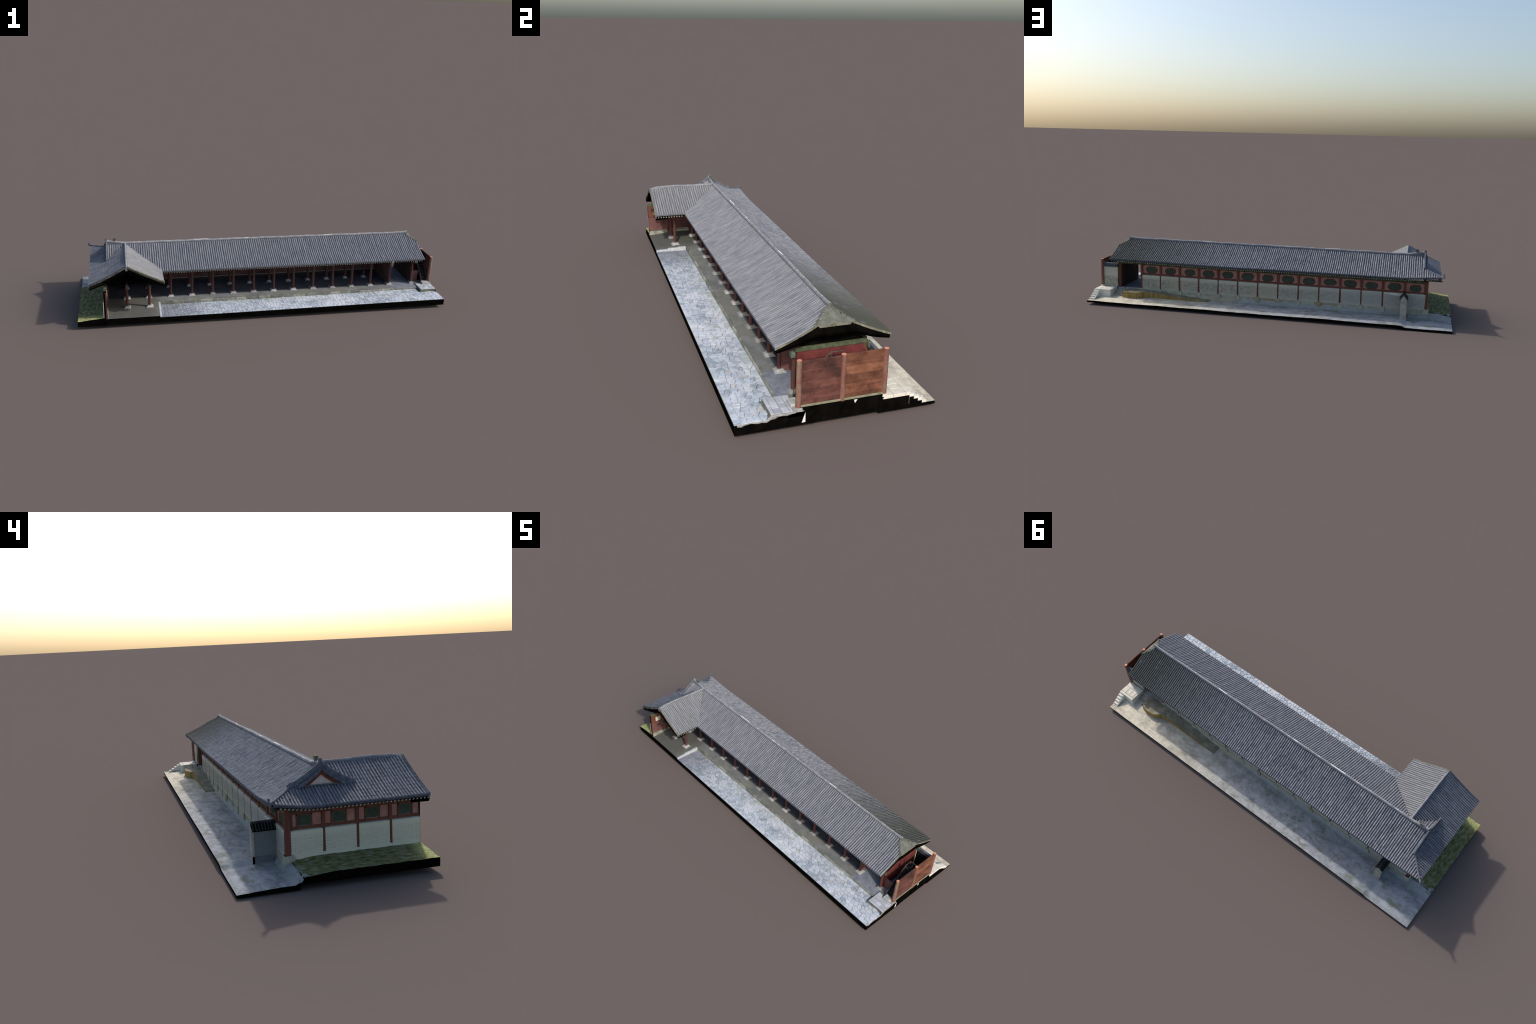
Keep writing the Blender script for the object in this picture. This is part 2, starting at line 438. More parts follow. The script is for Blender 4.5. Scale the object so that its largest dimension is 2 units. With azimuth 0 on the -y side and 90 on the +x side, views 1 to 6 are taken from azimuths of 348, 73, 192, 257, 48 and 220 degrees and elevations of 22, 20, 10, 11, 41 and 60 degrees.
def field(name, x0, x1, y0, y1, nx, ny, fz, zb, mats, side_mi=1):
    b = MB()
    xs = [x0 + (x1 - x0) * i / nx for i in range(nx + 1)]
    ys = [y0 + (y1 - y0) * j / ny for j in range(ny + 1)]
    b.grid([[(x, y, fz(x, y)) for x in xs] for y in ys], 0, True)
    zbf = zb if callable(zb) else (lambda x, y: zb)
    b.grid([[(x, y0, zbf(x, y0)) for x in xs], [(x, y0, fz(x, y0)) for x in xs]], side_mi, False)
    b.grid([[(x, y1, fz(x, y1)) for x in xs], [(x, y1, zbf(x, y1)) for x in xs]], side_mi, False)
    b.grid([[(x0, y, fz(x0, y)) for y in ys], [(x0, y, zbf(x0, y)) for y in ys]], side_mi, False)
    b.grid([[(x1, y, zbf(x1, y)) for y in ys], [(x1, y, fz(x1, y)) for y in ys]], side_mi, False)
    b.grid([[(x, y, zbf(x, y)) for x in xs] for y in (y1, y0)], side_mi, False)
    return b.obj(name, mats)

# black cut base under everything (south block), bottom a little off the ground as cut
b = MB()
b.box(-0.999, -0.860, -0.326, 0.110, 0.015, 0.0330, 0)
b.box(0.890, 0.990, -0.10, 0.140, 0.0155, 0.0430, 0)
b.box(-0.868, 0.903, -0.326, 0.130, 0.015, 0.0395, 0)
b.box(0.903, 0.999, -0.326, -0.080, 0.015, 0.0395, 0)
b.box(0.905, 0.9985, -0.215, -0.085, 0.0385, 0.0600, 0)
b.box(0.9045, 0.9998, 0.131, 0.2335, 0.0120, 0.0560, 0)
b.box(0.982, 0.9975, -0.135, 0.150, 0.015, 0.0735, 0)
b.obj("cut_base_block", ["void"])
field("sandy_yard", -1.0, 0.9992, 0.131, 0.327, 160, 26, yard_z,
      lambda x, y: 0.0 if x < -0.735 else 0.010, ["yard", "void"])
field("lawn_strip", -1.0, -0.868, -0.327, 0.120, 24, 70, lawn_z, 0.016, ["lawn", "void"])
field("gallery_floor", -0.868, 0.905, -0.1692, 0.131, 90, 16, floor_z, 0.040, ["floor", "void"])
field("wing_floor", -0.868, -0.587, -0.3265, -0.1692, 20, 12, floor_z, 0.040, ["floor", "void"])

# retaining curb that closes the lawn to the north
b = MB()
prof = []
for k in range(13):
    x = -0.772 - 0.228 * k / 12
    yb = 0.150 - 0.018 * smooth01((-0.88 - x) / 0.12)
    dz = 0.0015 * nz(x, 0, 18)
    zt = 0.045 - 0.006 * smooth01((-0.88 - x) / 0.1) + dz
    prof.append([(x, yb - 0.037, 0.026), (x, yb - 0.034, zt - 0.001), (x, yb - 0.022, zt), (x, yb - 0.010, zt - 0.010), (x, yb - 0.001, 0.018), (x, yb, 0.012)])
b.grid(prof, 0, True)
b.face(prof[0], 1); b.face(prof[-1][::-1], 1)
b.tube((-0.985, 0.112, 0.018), (-0.985, 0.112, 0.041), 0.013, 0.009, 9, 0)
b.obj("retaining_curb", ["curb_bank", "void"])

# ------------------------------------------------------------------ south pavement
def pave_z(x, y=-0.25):
    return 0.0432 + 0.0060 * smooth01((x + 0.6) / 1.6) - 0.0030 * smooth01((y + 0.30) / 0.13) * smooth01((0.8 - x) / 0.3)
field("paving_bed", -0.588, 0.9986, -0.327, -0.165, 60, 6, lambda x, y: pave_z(x, y), 0.030, ["mortar", "void"])

def clip(poly, px, py, nx, ny):
    out = []
    for i in range(len(poly)):
        a, c = poly[i], poly[(i + 1) % len(poly)]
        da = (a[0] - px) * nx + (a[1] - py) * ny
        dc = (c[0] - px) * nx + (c[1] - py) * ny
        if da <= 0:
            out.append(a)
        if da * dc < 0:
            t = da / (da - dc)
            out.append((a[0] + (c[0] - a[0]) * t, a[1] + (c[1] - a[1]) * t))
    return out

def flagstones():
    X0, X1, Y0, Y1 = -0.576, 0.998, -0.3255, -0.1758
    seeds = []
    x = X0
    while x < X1 - 0.004:                      # columns of stones, wider toward the east
        w = 0.0165 + 0.0075 * smooth01((x + 0.5) / 1.3)
        n = max(4, round(0.149 / (w * 0.93)))
        off = rng.random()
        for j in range(n):
            seeds.append((x + w * (0.5 + rng.uniform(-0.42, 0.42)), Y0 + (j + 0.5 + 0.35 * (off - 0.5) + rng.uniform(-0.36, 0.36)) * 0.149 / n))
        x += w
    cells = []
    for i, (sx, sy) in enumerate(seeds):
        poly = [(X0, Y0), (X1, Y0), (X1, Y1), (X0, Y1)]
        for j, (tx, ty) in enumerate(seeds):
            if j == i or abs(tx - sx) > 0.09 or abs(ty - sy) > 0.09:
                continue
            dx, dy = tx - sx, ty - sy
            d = math.hypot(dx, dy)
            if d < 1e-6:
                continue
            k = 0.5 - 0.00075 / d
            poly = clip(poly, sx + dx * k, sy + dy * k, dx / d, dy / d)
            if len(poly) < 3:
                break
        if len(poly) < 3:
            continue
        # keep clear of the raised paved platform in the south-east
        if sx > 0.903 and sy > -0.218:
            continue
        area = 0.5 * abs(sum(poly[k][0] * poly[(k + 1) % len(poly)][1] - poly[(k + 1) % len(poly)][0] * poly[k][1] for k in range(len(poly))))
        cells.append((area, sx, sy, poly))
    cells.sort(key=lambda c: -c[0])
    rests = [MB() for _ in range(6)]
    for idx, (area, sx, sy, poly) in enumerate(cells):
        b = MB() if idx < 300 else rests[rng.randrange(6)]
        h = pave_z(sx, sy) + 0.0018 + rng.uniform(-0.0004, 0.0006)
        b.prism(poly, 0.04, h, 0, 0, 0.0009)
        if idx < 300:
            b.obj("flagstone", ["flag"])
    for rest in rests:
        rest.obj("small_flagstones", ["flag"], stuff=True)
    return len(cells)
NFLAG = flagstones()

def curb_stones():
    x = -0.588
    while x < 0.90:
        L = min(rng.uniform(0.05, 0.085), 0.905 - x)
        b = MB()
        dz = rng.uniform(-0.0006, 0.0008)
        b.box(x + 0.0005, x + L - 0.0005, -0.1755 + rng.uniform(-0.0008, 0.0006), -0.1685, 0.04, FLOOR - 0.0005 + dz - 0.003 * 0, 0, 0.0012)
        b.obj("curb_stone", ["curb"])
        x += L
    y = -0.1775
    while y > -0.325:
        L = min(rng.uniform(0.035, 0.055), y + 0.3262)
        b = MB()
        zt = floor_z(-0.585, y - L / 2) + 0.0012
        b.box(-0.5885, -0.5775, y - L + 0.0005, y - 0.0005, 0.04, zt, 0, 0.0012)
        b.obj("curb_stone", ["curb_pale"])
        y -= L
curb_stones()

# ------------------------------------------------------------------ columns
GX = [-0.866 + 0.1155 * k for k in range(15)]       # bay grid along the gallery, last = 0.751
GX_E = 0.888
YF, YM, YN = -0.1095, 0.014, 0.125

def column_mesh(h, r):
    b = MB()
    rows = []
    for z, k in ((0.0, 1.05), (h * 0.35, 1.06), (h * 0.7, 1.0), (h, 0.93)):
        rows.append([(r * k * math.cos(2 * math.pi * i / 14), r * k * math.sin(2 * math.pi * i / 14), z) for i in range(14)])
    b.grid(rows, 0, True, True)
    b.face(rows[-1], 0)
    me = bpy.data.meshes.new("column")
    me.from_pydata(b.v, [], b.f)
    me.materials.append(M["column"])
    me.polygons.foreach_set("use_smooth", b.s)
    return me

def base_mesh():
    b = MB()
    s0, s1 = 0.0180, 0.0100
    rows = [[(sx * s, sy * s, z) for sx, sy in ((-1, -1), (1, -1), (1, 1), (-1, 1))] for s, z in ((s0, 0), (s0, 0.0035), (s0 * 0.72, 0.0045), (s1, 0.0115))]
    b.grid(rows, 0, False, True)
    b.face(rows[-1], 0)
    me = bpy.data.meshes.new("column_base")
    me.from_pydata(b.v, [], b.f)
    me.materials.append(M["granite"])
    return me
COL = column_mesh(0.150, 0.0070)
COLT = column_mesh(0.182, 0.0070)
BASE = base_mesh()
def add_column(x, y, tall=False):
    z = floor_z(x, y)
    bo = link("column_base", BASE, loc=(x, y, z - 0.0005))
    bo.rotation_euler.z = rng.uniform(-0.06, 0.06)
    k = rng.uniform(0.9, 1.12) * (0.78 if y > -0.05 else 1.0)
    bo.scale = (k, k * rng.uniform(0.95, 1.06), rng.uniform(0.9, 1.1))
    co = link("column", COLT if tall else COL, loc=(x + rng.uniform(-0.0007, 0.0007), y + rng.uniform(-0.0007, 0.0007), z + 0.009))
    co.rotation_euler = (rng.uniform(-0.008, 0.008), rng.uniform(-0.008, 0.008), 0)
for k, x in enumerate(GX):
    if x > -0.6:
        add_column(x + 0.0042 - 0.0042 * (x + 0.52), YF)
    if -0.8 < x < 0.70:
        add_column(x + 0.0035, YM, True)
add_column(GX_E, YF)
for y in (-0.222, -0.110):
    add_column(GX[2], y)
    add_column(GX[1], y, True)

# ------------------------------------------------------------------ roof surfaces
RY = 0.006
YS, YNE, XW, XE = -0.1815, 0.1965, -0.9395, -0.5605
XR, XG = -0.750, -0.848
ZR = 0.331
def bend(t, a):
    return a * t + (1 - a) * t * t
def main_z(x, y):
    if y < RY:
        t = (y - YS) / (RY - YS)
        return 0.238 + (ZR - 0.238) * bend(t, 0.76) - 0.0015 * math.sin(x * 9)*t*(1-t)*2
    t = (YNE - y) / (YNE - RY)
    lift = 0.013 * smooth01((-0.62 - x) / 0.32) ** 2 * (1 - max(0, min(1, t)))
    dip = 0.004 * math.exp(-((x - 0.25) / 0.3) ** 2) * (1 - max(0, min(1, t)))
    return 0.239 + (ZR - 0.239) * bend(t, 0.72) + lift - dip
def wing_z(x, y):
    if x < XR:
        t = (x - XW) / (XR - XW)
        lift = 0.017 * smooth01((y - 0.03) / 0.18) ** 1.5 * (1 - max(0, min(1, t)))
        return 0.235 + (ZR - 0.235) * bend(t, 0.79) + lift
    t = (XE - x) / (XE - XR)
    return 0.238 + (ZR - 0.238) * bend(t, 0.84)

def mask_s(x, y):
    if y > RY - 0.006 or y < YS: return False
    if x < XG + 0.004: return False
    if x < XE: return main_z(x, y) > wing_z(x, y) - 0.0015
    hip = (x - 0.877) / 0.048
    if hip > -0.1: return y < RY - 0.004 - 0.054 * max(0, min(1, hip))
    return True
def mask_n(x, y):
    if y < RY + 0.006 or y > YNE: return False
    if x < XG: return main_z(x, y) < wing_z(x, y) + 0.0015
    hip = (x - 0.877) / 0.048
    if hip > -0.1: return y > RY + 0.004 + 0.056 * max(0, min(1, hip))
    return True
def mask_w(x, y):
    if x > XR - 0.004 or x < XW: return False
    if x < XG + 0.004:
        return y < RY or wing_z(x, y) < main_z(x, y) + 0.0015
    return y < RY and wing_z(x, y) > main_z(x, y) - 0.0015
def mask_e(x, y):
    return XR + 0.004 < x < XE and wing_z(x, y) > main_z(x, y) - 0.0015

def runs(fn, s0, s1, n=60):
    out, start, prev = [], None, None
    for k in range(n + 1):
        s = s0 + (s1 - s0) * k / n
        ok = fn(s)
        if ok and start is None:
            start = s
        if not ok and start is not None:
            out.append((start, prev)); start = None
        prev = s
    if start is not None:
        out.append((start, s1))
    return [r for r in out if abs(r[1] - r[0]) > 0.006]

TH = 0.006
TL = 0.0165
def tile_slope(name, along, c0, c1, step, s_eave, s_top, fz, fm, cover_mat):
    """along='y': rows run along y and are spaced in x (and the reverse)"""
    cov, pan = MB(), MB()
    n = int(round(abs(c1 - c0) / step))
    sp = (c1 - c0) / n
    hw = abs(sp) / 2
    def P(c, s, dz=0.0):
        x, y = (c, s) if along == "y" else (s, c)
        return (x, y, fz(x, y) + dz)
    for i in range(n):
        c = c0 + sp * (i + 0.5)
        def inside(s):
            x, y = (c, s) if along == "y" else (s, c)
            return fm(x, y)
        cc = c + rng.uniform(-0.0007, 0.0007)
        rr = 0.0041 * rng.uniform(0.9, 1.1)
        for (a, e) in runs(inside, s_eave, s_top):
            m = max(2, int(abs(e - a) / TL))
            st = [a + (e - a) * k / m for k in range(m + 1)]
            # pan course: top, underside and eave edge
            top = [[P(c - hw, s, 0.0012), P(c, s, -0.0010), P(c + hw, s, 0.0012)] for s in st]
            bot = [[P(c - hw, s, -TH), P(c + hw, s, -TH)] for s in st]
            flip = (along == "y") == (s_top > s_eave) 
            if not flip:
                top = [r[::-1] for r in top]; bot = [r[::-1] for r in bot]
            pan.grid(top, 0, False)
            pan.grid([r[::-1] for r in bot], 1, False)
            pan.face([bot[0][0], bot[0][1], top[0][2], top[0][1], top[0][0]], 0)
            pan.face([bot[-1][1], bot[-1][0], top[-1][0], top[-1][1], top[-1][2]], 1)
            if i == 0 or i == n - 1:
                side = 0 if (i == 0) == flip else -1
                pan.grid([[r[side] for r in top], [r[side] for r in bot]], 2, False)
            # cover course, tile by tile
            for k in range(m):
                px, py = (c, st[k]) if along == "y" else (st[k], c)
                worn = name == "north_roof" and rng.random() < 0.01 + 0.4 * math.exp(-((px + 0.13) / 0.09) ** 2 - ((py - 0.09) / 0.05) ** 2) * (nz(px, py, 30, 5) > -0.05)
                sa, sb = st[k], st[k + 1] + (st[k + 1] - st[k]) * 0.12
                if k == m - 1:
                    sb = st[k + 1]
                ra = rr * rng.uniform(0.98, 1.1); rb = ra * 0.86
                dz = rng.uniform(-0.0004, 0.0004)
                dc = rng.uniform(-0.0003, 0.0003)
                sec = []
                for s, r in ((sa, ra), (sb, rb)):
                    sec.append([P(cc + dc + math.cos(math.pi * q / 5) * r, s, dz) for q in range(6)])
                    sec[-1] = [(p[0], p[1], P(cc, s)[2] + dz + math.sin(math.pi * q / 5) * r * 1.15) for q, p in enumerate(sec[-1])]
                if flip:
                    sec = [r[::-1] for r in sec]
                cov.grid(sec, 1 if worn else 0, True)
                cov.face(sec[0][::-1], 0)
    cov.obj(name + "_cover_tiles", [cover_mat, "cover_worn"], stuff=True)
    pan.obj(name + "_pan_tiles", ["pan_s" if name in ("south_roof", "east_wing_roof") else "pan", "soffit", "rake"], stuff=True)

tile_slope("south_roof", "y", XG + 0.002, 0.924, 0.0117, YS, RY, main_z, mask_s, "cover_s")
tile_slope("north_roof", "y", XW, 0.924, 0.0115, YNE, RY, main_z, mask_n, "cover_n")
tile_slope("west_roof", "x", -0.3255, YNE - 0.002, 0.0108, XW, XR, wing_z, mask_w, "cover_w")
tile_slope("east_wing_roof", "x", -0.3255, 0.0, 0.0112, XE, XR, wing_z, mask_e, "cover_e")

# ---- ridges
def ridge_section(w, h, cap):
    sec = [(-w, -h), (-w, 0), (-w * 0.75, cap * 0.55), (-w * 0.3, cap), (w * 0.3, cap), (w * 0.75, cap * 0.55), (w, 0), (w, -h)]
    return sec
def ridge_z(x):
    z = 0.3400 + 0.0008 * math.sin(x * 31) + 0.0005 * math.sin(x * 77)
    z += 0.016 * smooth01((-0.73 - x) / 0.125) ** 1.4
    z += 0.004 * smooth01((x - 0.85) / 0.03)
    return z
xs = [-0.852 + 1.731 * k / 110 for k in range(111)]
b = MB()
b.sweep([(x, RY + 0.0007 * nz(x, 0, 8), ridge_z(x) - 0.004) for x in xs], [(-0.0066, -0.020), (-0.0060, 0), (0.0060, 0), (0.0066, -0.020)], 0)
for q in (-0.0030, -0.0085, -0.014):           # thin courses of ridge tiles
    b.sweep([(x, RY, ridge_z(x) - 0.0035 + q) for x in xs], [(-0.0072, -0.0009), (-0.0072, 0.0009), (0.0072, 0.0009), (0.0072, -0.0009)], 0)
b.sweep([(x, RY, ridge_z(x) - 0.0045) for x in xs], ridge_section(0.0062, 0.002, 0.0058), 1, smooth=True)
b.sweep([(x, RY, ridge_z(x) + 0.0014) for x in xs if x > -0.72], [(-0.0022, -0.0006), (-0.0016, 0.0004), (0.0016, 0.0004), (0.0022, -0.0006)], 2, smooth=True)  # thin strip modelled for the broken bright glint on the ridge top
b.obj("main_ridge", ["ridge", "ridge_cap", "ridge_line"])
b = MB()
ys = [-0.326 + 0.332 * k / 30 for k in range(31)]
wr = lambda y: 0.3375 + 0.003 * math.exp(-((y + 0.2) / 0.06) ** 2) - 0.008 * smooth01((-0.285 - y) / 0.04)
b.sweep([(XR + 0.001 * nz(0, y, 9), y, wr(y) - 0.004) for y in ys], [(-0.0058, -0.016), (-0.0053, 0), (0.0053, 0), (0.0058, -0.016)], 0)
b.sweep([(XR, y, wr(y) - 0.0045) for y in ys], ridge_section(0.0054, 0.002, 0.0050), 1, smooth=True)
b.sweep([(XR, y, wr(y) + 0.0006) for y in ys], [(-0.0022, -0.0006), (-0.0014, 0.0004), (0.0014, 0.0004), (0.0022, -0.0006)], 2, smooth=True)
b.obj("wing_ridge", ["ridge", "ridge_cap", "ridge_cap"])

def gable_curve(y0, z0, y1, z1, n=12):
    pts = []
    for k in range(n + 1):
        t = k / n
        z = z0 + (z1 - z0) * (1.35 * t - 0.35 * t * t) + 0.004 * smooth01((t - 0.85) / 0.15)
        pts.append((XG, y0 + (y1 - y0) * t, z))
    return pts
GS = gable_curve(RY, 0.353, -0.110, 0.282)
GN = gable_curve(RY, 0.353, 0.112, 0.286)
b = MB()
for g in (GS, GN):
    b.sweep(g, ridge_section(0.0046, 0.014, 0.0045), 0)
b.sweep([(XG, RY, 0.335), (XG, RY, 0.357), (XG - 0.003, RY, 0.360)], [(-0.006, -0.005), (0.006, -0.005), (0.006, 0.005), (-0.006, 0.005)], 0, up=Vector((0, 1, 0)))
b.obj("gable_ridge", ["ridge_plain"])
# hip ridge running to the north-west corner
b = MB()
hip = []
for k in range(13):
    t = k / 12
    x = XG - 0.1015 * t; y = 0.108 + 0.1005 * t
    z = min(main_z(max(x, -0.9409), min(y, YNE - 1e-4)), wing_z(max(x, XW), min(y, YNE)))
    hip.append((x, y, z + 0.006 + 0.006 * smooth01((t - 0.75) / 0.25)))
b.sweep(hip, ridge_section(0.0038, 0.009, 0.0022), 0)
b.tube((hip[-1][0] + 0.006, hip[-1][1] - 0.006, hip[-1][2] + 0.003), (hip[-1][0] + 0.004, hip[-1][1] - 0.004, hip[-1][2] + 0.012), 0.004, 0.003, 8, 0)
b.tube((hip[0][0] + 0.002, hip[0][1] + 0.004, hip[0][2] - 0.004), (hip[0][0] - 0.001, hip[0][1] + 0.008, hip[0][2] + 0.007), 0.006, 0.004, 8, 0)
b.obj("hip_ridge", ["ridge_plain"])
# ridge finial
b = MB()
rows = [[(-0.8045 + sx * w, RY + sy * d, z) for sx, sy in ((-1, -1), (1, -1), (1, 1), (-1, 1))]
        for w, d, z in ((0.0045, 0.004, 0.340), (0.0055, 0.0045, 0.352), (0.0085, 0.006, 0.363), (0.0100, 0.0065, 0.366))]
b.grid(rows, 0, False, True)
b.face([rows[-1][0], rows[-1][1], (-0.8045, RY, 0.3635)], 0); b.face([rows[-1][1], rows[-1][2], (-0.8045, RY, 0.3635)], 0)
b.face([rows[-1][2], rows[-1][3], (-0.8045, RY, 0.3635)], 0); b.face([rows[-1][3], rows[-1][0], (-0.8045, RY, 0.3635)], 0)
b.obj("ridge_finial", ["plaster"])

b = MB()
for side, mi in ((-1, 0), (1, 1)):
    sp = []
    for k in range(11):
        x = XR + side * (0.006 + (0.183) * k / 10)
        sp.append((x, -0.3225, wing_z(x, -0.3225) + 0.001))
    b.sweep(sp, [(-0.003, -0.008), (-0.003, 0.003), (-0.0015, 0.0055), (0.0015, 0.0055), (0.003, 0.003), (0.003, -0.008)], mi)
b.obj("wing_verge", ["pan", "rake"])

# gable front facing west: fringe of round tiles, barge board, plaster triangle
b = MB()
for g in (GS, GN):
    for k in range(1, 12):
        for h in (0.5,):
            p = g[k]
            q = g[k + 1] if k < 12 else g[k]
            for tt in (0.0, 0.5):
                y = p[1] + (q[1] - p[1]) * tt; z = p[2] + (q[2] - p[2]) * tt
                b.tube((XG + 0.002, y, z - 0.0175), (XG - 0.0135, y, z - 0.0215), 0.0046, 0.0044, 8, 0)
b.obj("gable_fringe_tiles", ["ridge_plain"], stuff=True)
b = MB()
for g in (GS, GN):
    for k in range(12):
        p, q = g[k], g[k + 1]
        b.face([(XG - 0.0075, p[1], p[2] - 0.012), (XG - 0.0075, q[1], q[2] - 0.012), (XG - 0.012, q[1], q[2] - 0.024), (XG - 0.012, p[1], p[2] - 0.024)], 0)
        b.face([(XG - 0.0075, p[1], p[2] - 0.012), (XG, p[1], p[2] - 0.012), (XG, q[1], q[2] - 0.012), (XG - 0.0075, q[1], q[2] - 0.012)], 0)
        b.face([(XG - 0.012, p[1], p[2] - 0.024), (XG - 0.012, q[1], q[2] - 0.024), (XG, q[1], q[2] - 0.022), (XG, p[1], p[2] - 0.022)], 0)
b.obj("gable_verge", ["pan"])
b = MB()
for g in (GS, GN):
    for k in range(12):
        p, q = g[k], g[k + 1]
        b.face([(XG - 0.0035, p[1], p[2] - 0.022), (XG - 0.0035, q[1], q[2] - 0.022), (XG - 0.0035, q[1], q[2] - 0.040), (XG - 0.0035, p[1], p[2] - 0.040)], 0)
        b.face([(XG - 0.0035, p[1], p[2] - 0.040), (XG - 0.0035, q[1], q[2] - 0.040), (XG + 0.003, q[1], q[2] - 0.040), (XG + 0.003, p[1], p[2] - 0.040)], 0)
b.obj("barge_board", ["beam"])
b = MB()
tri = [(-0.112, 0.265), (0.114, 0.265), (RY, 0.336)]
for dx in (0.0, 0.006):
    b.face([(XG + dx, y, z) for y, z in tri], 0)
b.face([(XG - 0.001, RY - 0.006, 0.287), (XG - 0.001, RY + 0.006, 0.287), (XG - 0.001, RY + 0.006, 0.300), (XG - 0.001, RY - 0.006, 0.300)], 1)
b.obj("gable_plaster", [mottled("cream_pink_gable_plaster", (0.56, 0.42, 0.36), (0.68, 0.54, 0.47), 30), "ledge"])
# little mortar line where the lower roof meets the gable
b = MB()
b.tube((XG - 0.006, -0.10, 0.2795), (XG - 0.006, 0.100, 0.2815), 0.0025, 0.0025, 8, 0)
b.obj("gable_foot_mortar", ["ridge_plain"])

# mortar hip cap over the eastern ridge end
b = MB()
rows = []
for k in range(9):
    t = k / 8
    x = 0.870 + 0.056 * t
    hwN, hwS = 0.010 + 0.050 * t, 0.010 + 0.049 * t
    row = []
    for j in range(13):
        u = -1 + 2 * j / 12
        y = RY + (hwN if u > 0 else hwS) * u + 0.0015 * nz(x, u, 40) * abs(u)
        zr = main_z(x, y) + 0.003
        zc = 0.338 - 0.040 * t - 0.004 * abs(u)
        z = min(zc, 0.345) if abs(u) < 0.85 else zr + 0.001
        z = max(z, zr - 0.002) if t < 0.4 else min(max(z, 0.288), zr + 0.006)
        row.append((x, y, z + 0.0008 * nz(x, y, 60)))
    rows.append(row)
b.grid([r[::-1] for r in rows], 0, True)
b.face([(p[0], p[1], p[2]) for p in rows[-1]] + [(0.926, RY + 0.05, 0.288), (0.926, RY - 0.05, 0.288)], 1)
for k in range(22):                    # ragged mortar lumps along both edges
    t = (k + rng.random()) / 22
    for sgn in (-1, 1):
        x = 0.872 + 0.052 * t; y = RY + sgn * (0.011 + 0.050 * t + rng.uniform(-0.004, 0.005))
        z = main_z(x, y) + 0.003
        r = 0.004 * rng.uniform(0.5, 1.3)
        b.tube((x, y, z - 0.004), (x, y, z + r * 0.45), r * 1.5, r * 0.9, 7, 0)
b.tube((0.876, RY, 0.330), (0.880, RY, 0.3445), 0.007, 0.004, 8, 0)
b.obj("ridge_end_mortar", ["plaster", "rake"])

# ---- rafters with pale painted tips, under every eave
b = MB()
def rafter(p0, p1):
    b.tube(p0, p1, 0.0032, 0.0032, 7, 0, 1)
x = XE + 0.01
while x < 0.920:
    rafter((x, YF, main_z(x, YF) - 0.018), (x, YS + 0.004, main_z(x, YS) - 0.0122)); x += 0.0128
x = XG - 0.06
while x < 0.920:
    rafter((x, YN, main_z(x, YN) - 0.018), (x, YNE - 0.006, main_z(x, YNE) - 0.0122)); x += 0.0128
y = -0.322
while y < 0.165:
    rafter((-0.866, y, wing_z(-0.866, y) - 0.018), (XW + 0.006, y, wing_z(XW, y) - 0.0122)); y += 0.0128
y = -0.322
while y < -0.19:
    rafter((-0.63, y, wing_z(-0.63, y) - 0.018), (XE - 0.004, y, wing_z(XE, y) - 0.0122)); y += 0.0128
b.tube((-0.87, 0.127, 0.222), (-0.938, 0.196, 0.236), 0.005, 0.005, 8, 0)
b.obj("rafters", ["rafter", "rafter_tip"], stuff=True)

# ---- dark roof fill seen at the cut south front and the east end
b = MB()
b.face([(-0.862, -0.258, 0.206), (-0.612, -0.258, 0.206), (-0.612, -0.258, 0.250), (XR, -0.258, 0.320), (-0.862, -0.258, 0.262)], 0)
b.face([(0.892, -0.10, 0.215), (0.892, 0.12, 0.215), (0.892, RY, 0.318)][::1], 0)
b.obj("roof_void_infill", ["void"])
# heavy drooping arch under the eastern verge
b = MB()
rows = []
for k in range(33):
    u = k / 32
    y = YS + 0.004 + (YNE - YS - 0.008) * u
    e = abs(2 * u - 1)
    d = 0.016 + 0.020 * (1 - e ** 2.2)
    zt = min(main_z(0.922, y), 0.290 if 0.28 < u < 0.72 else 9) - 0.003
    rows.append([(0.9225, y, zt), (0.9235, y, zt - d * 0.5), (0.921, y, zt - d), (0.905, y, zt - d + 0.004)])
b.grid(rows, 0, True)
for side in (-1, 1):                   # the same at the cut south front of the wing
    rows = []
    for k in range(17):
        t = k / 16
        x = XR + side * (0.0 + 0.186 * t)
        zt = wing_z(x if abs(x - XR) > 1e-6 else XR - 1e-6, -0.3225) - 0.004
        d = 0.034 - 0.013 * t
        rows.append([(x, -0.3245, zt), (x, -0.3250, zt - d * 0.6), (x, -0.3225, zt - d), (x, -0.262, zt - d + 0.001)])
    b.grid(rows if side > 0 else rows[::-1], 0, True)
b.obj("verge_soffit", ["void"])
# lintels and tie beams
b = MB()
for y in (YF, YM):
    b.box(GX[2] if y == YF else GX[0], GX_E, y - 0.005, y + 0.005, 0.207, 0.221, 1)
for x in (GX[1], GX[2]):
    b.box(x - 0.005, x + 0.005, -0.322, YF, 0.207, 0.221, 1)
b.box(GX[0], GX[2] + 0.01, -0.226, -0.216, 0.203, 0.216, 1)
for x in GX[2:]:
    b.box(x - 0.004, x + 0.004, YF, YN, 0.196, 0.210, 1)
b.obj("tie_beams", ["green_beam", "dark_wood"])

# ------------------------------------------------------------------ north wall (12+ bays) and west wall

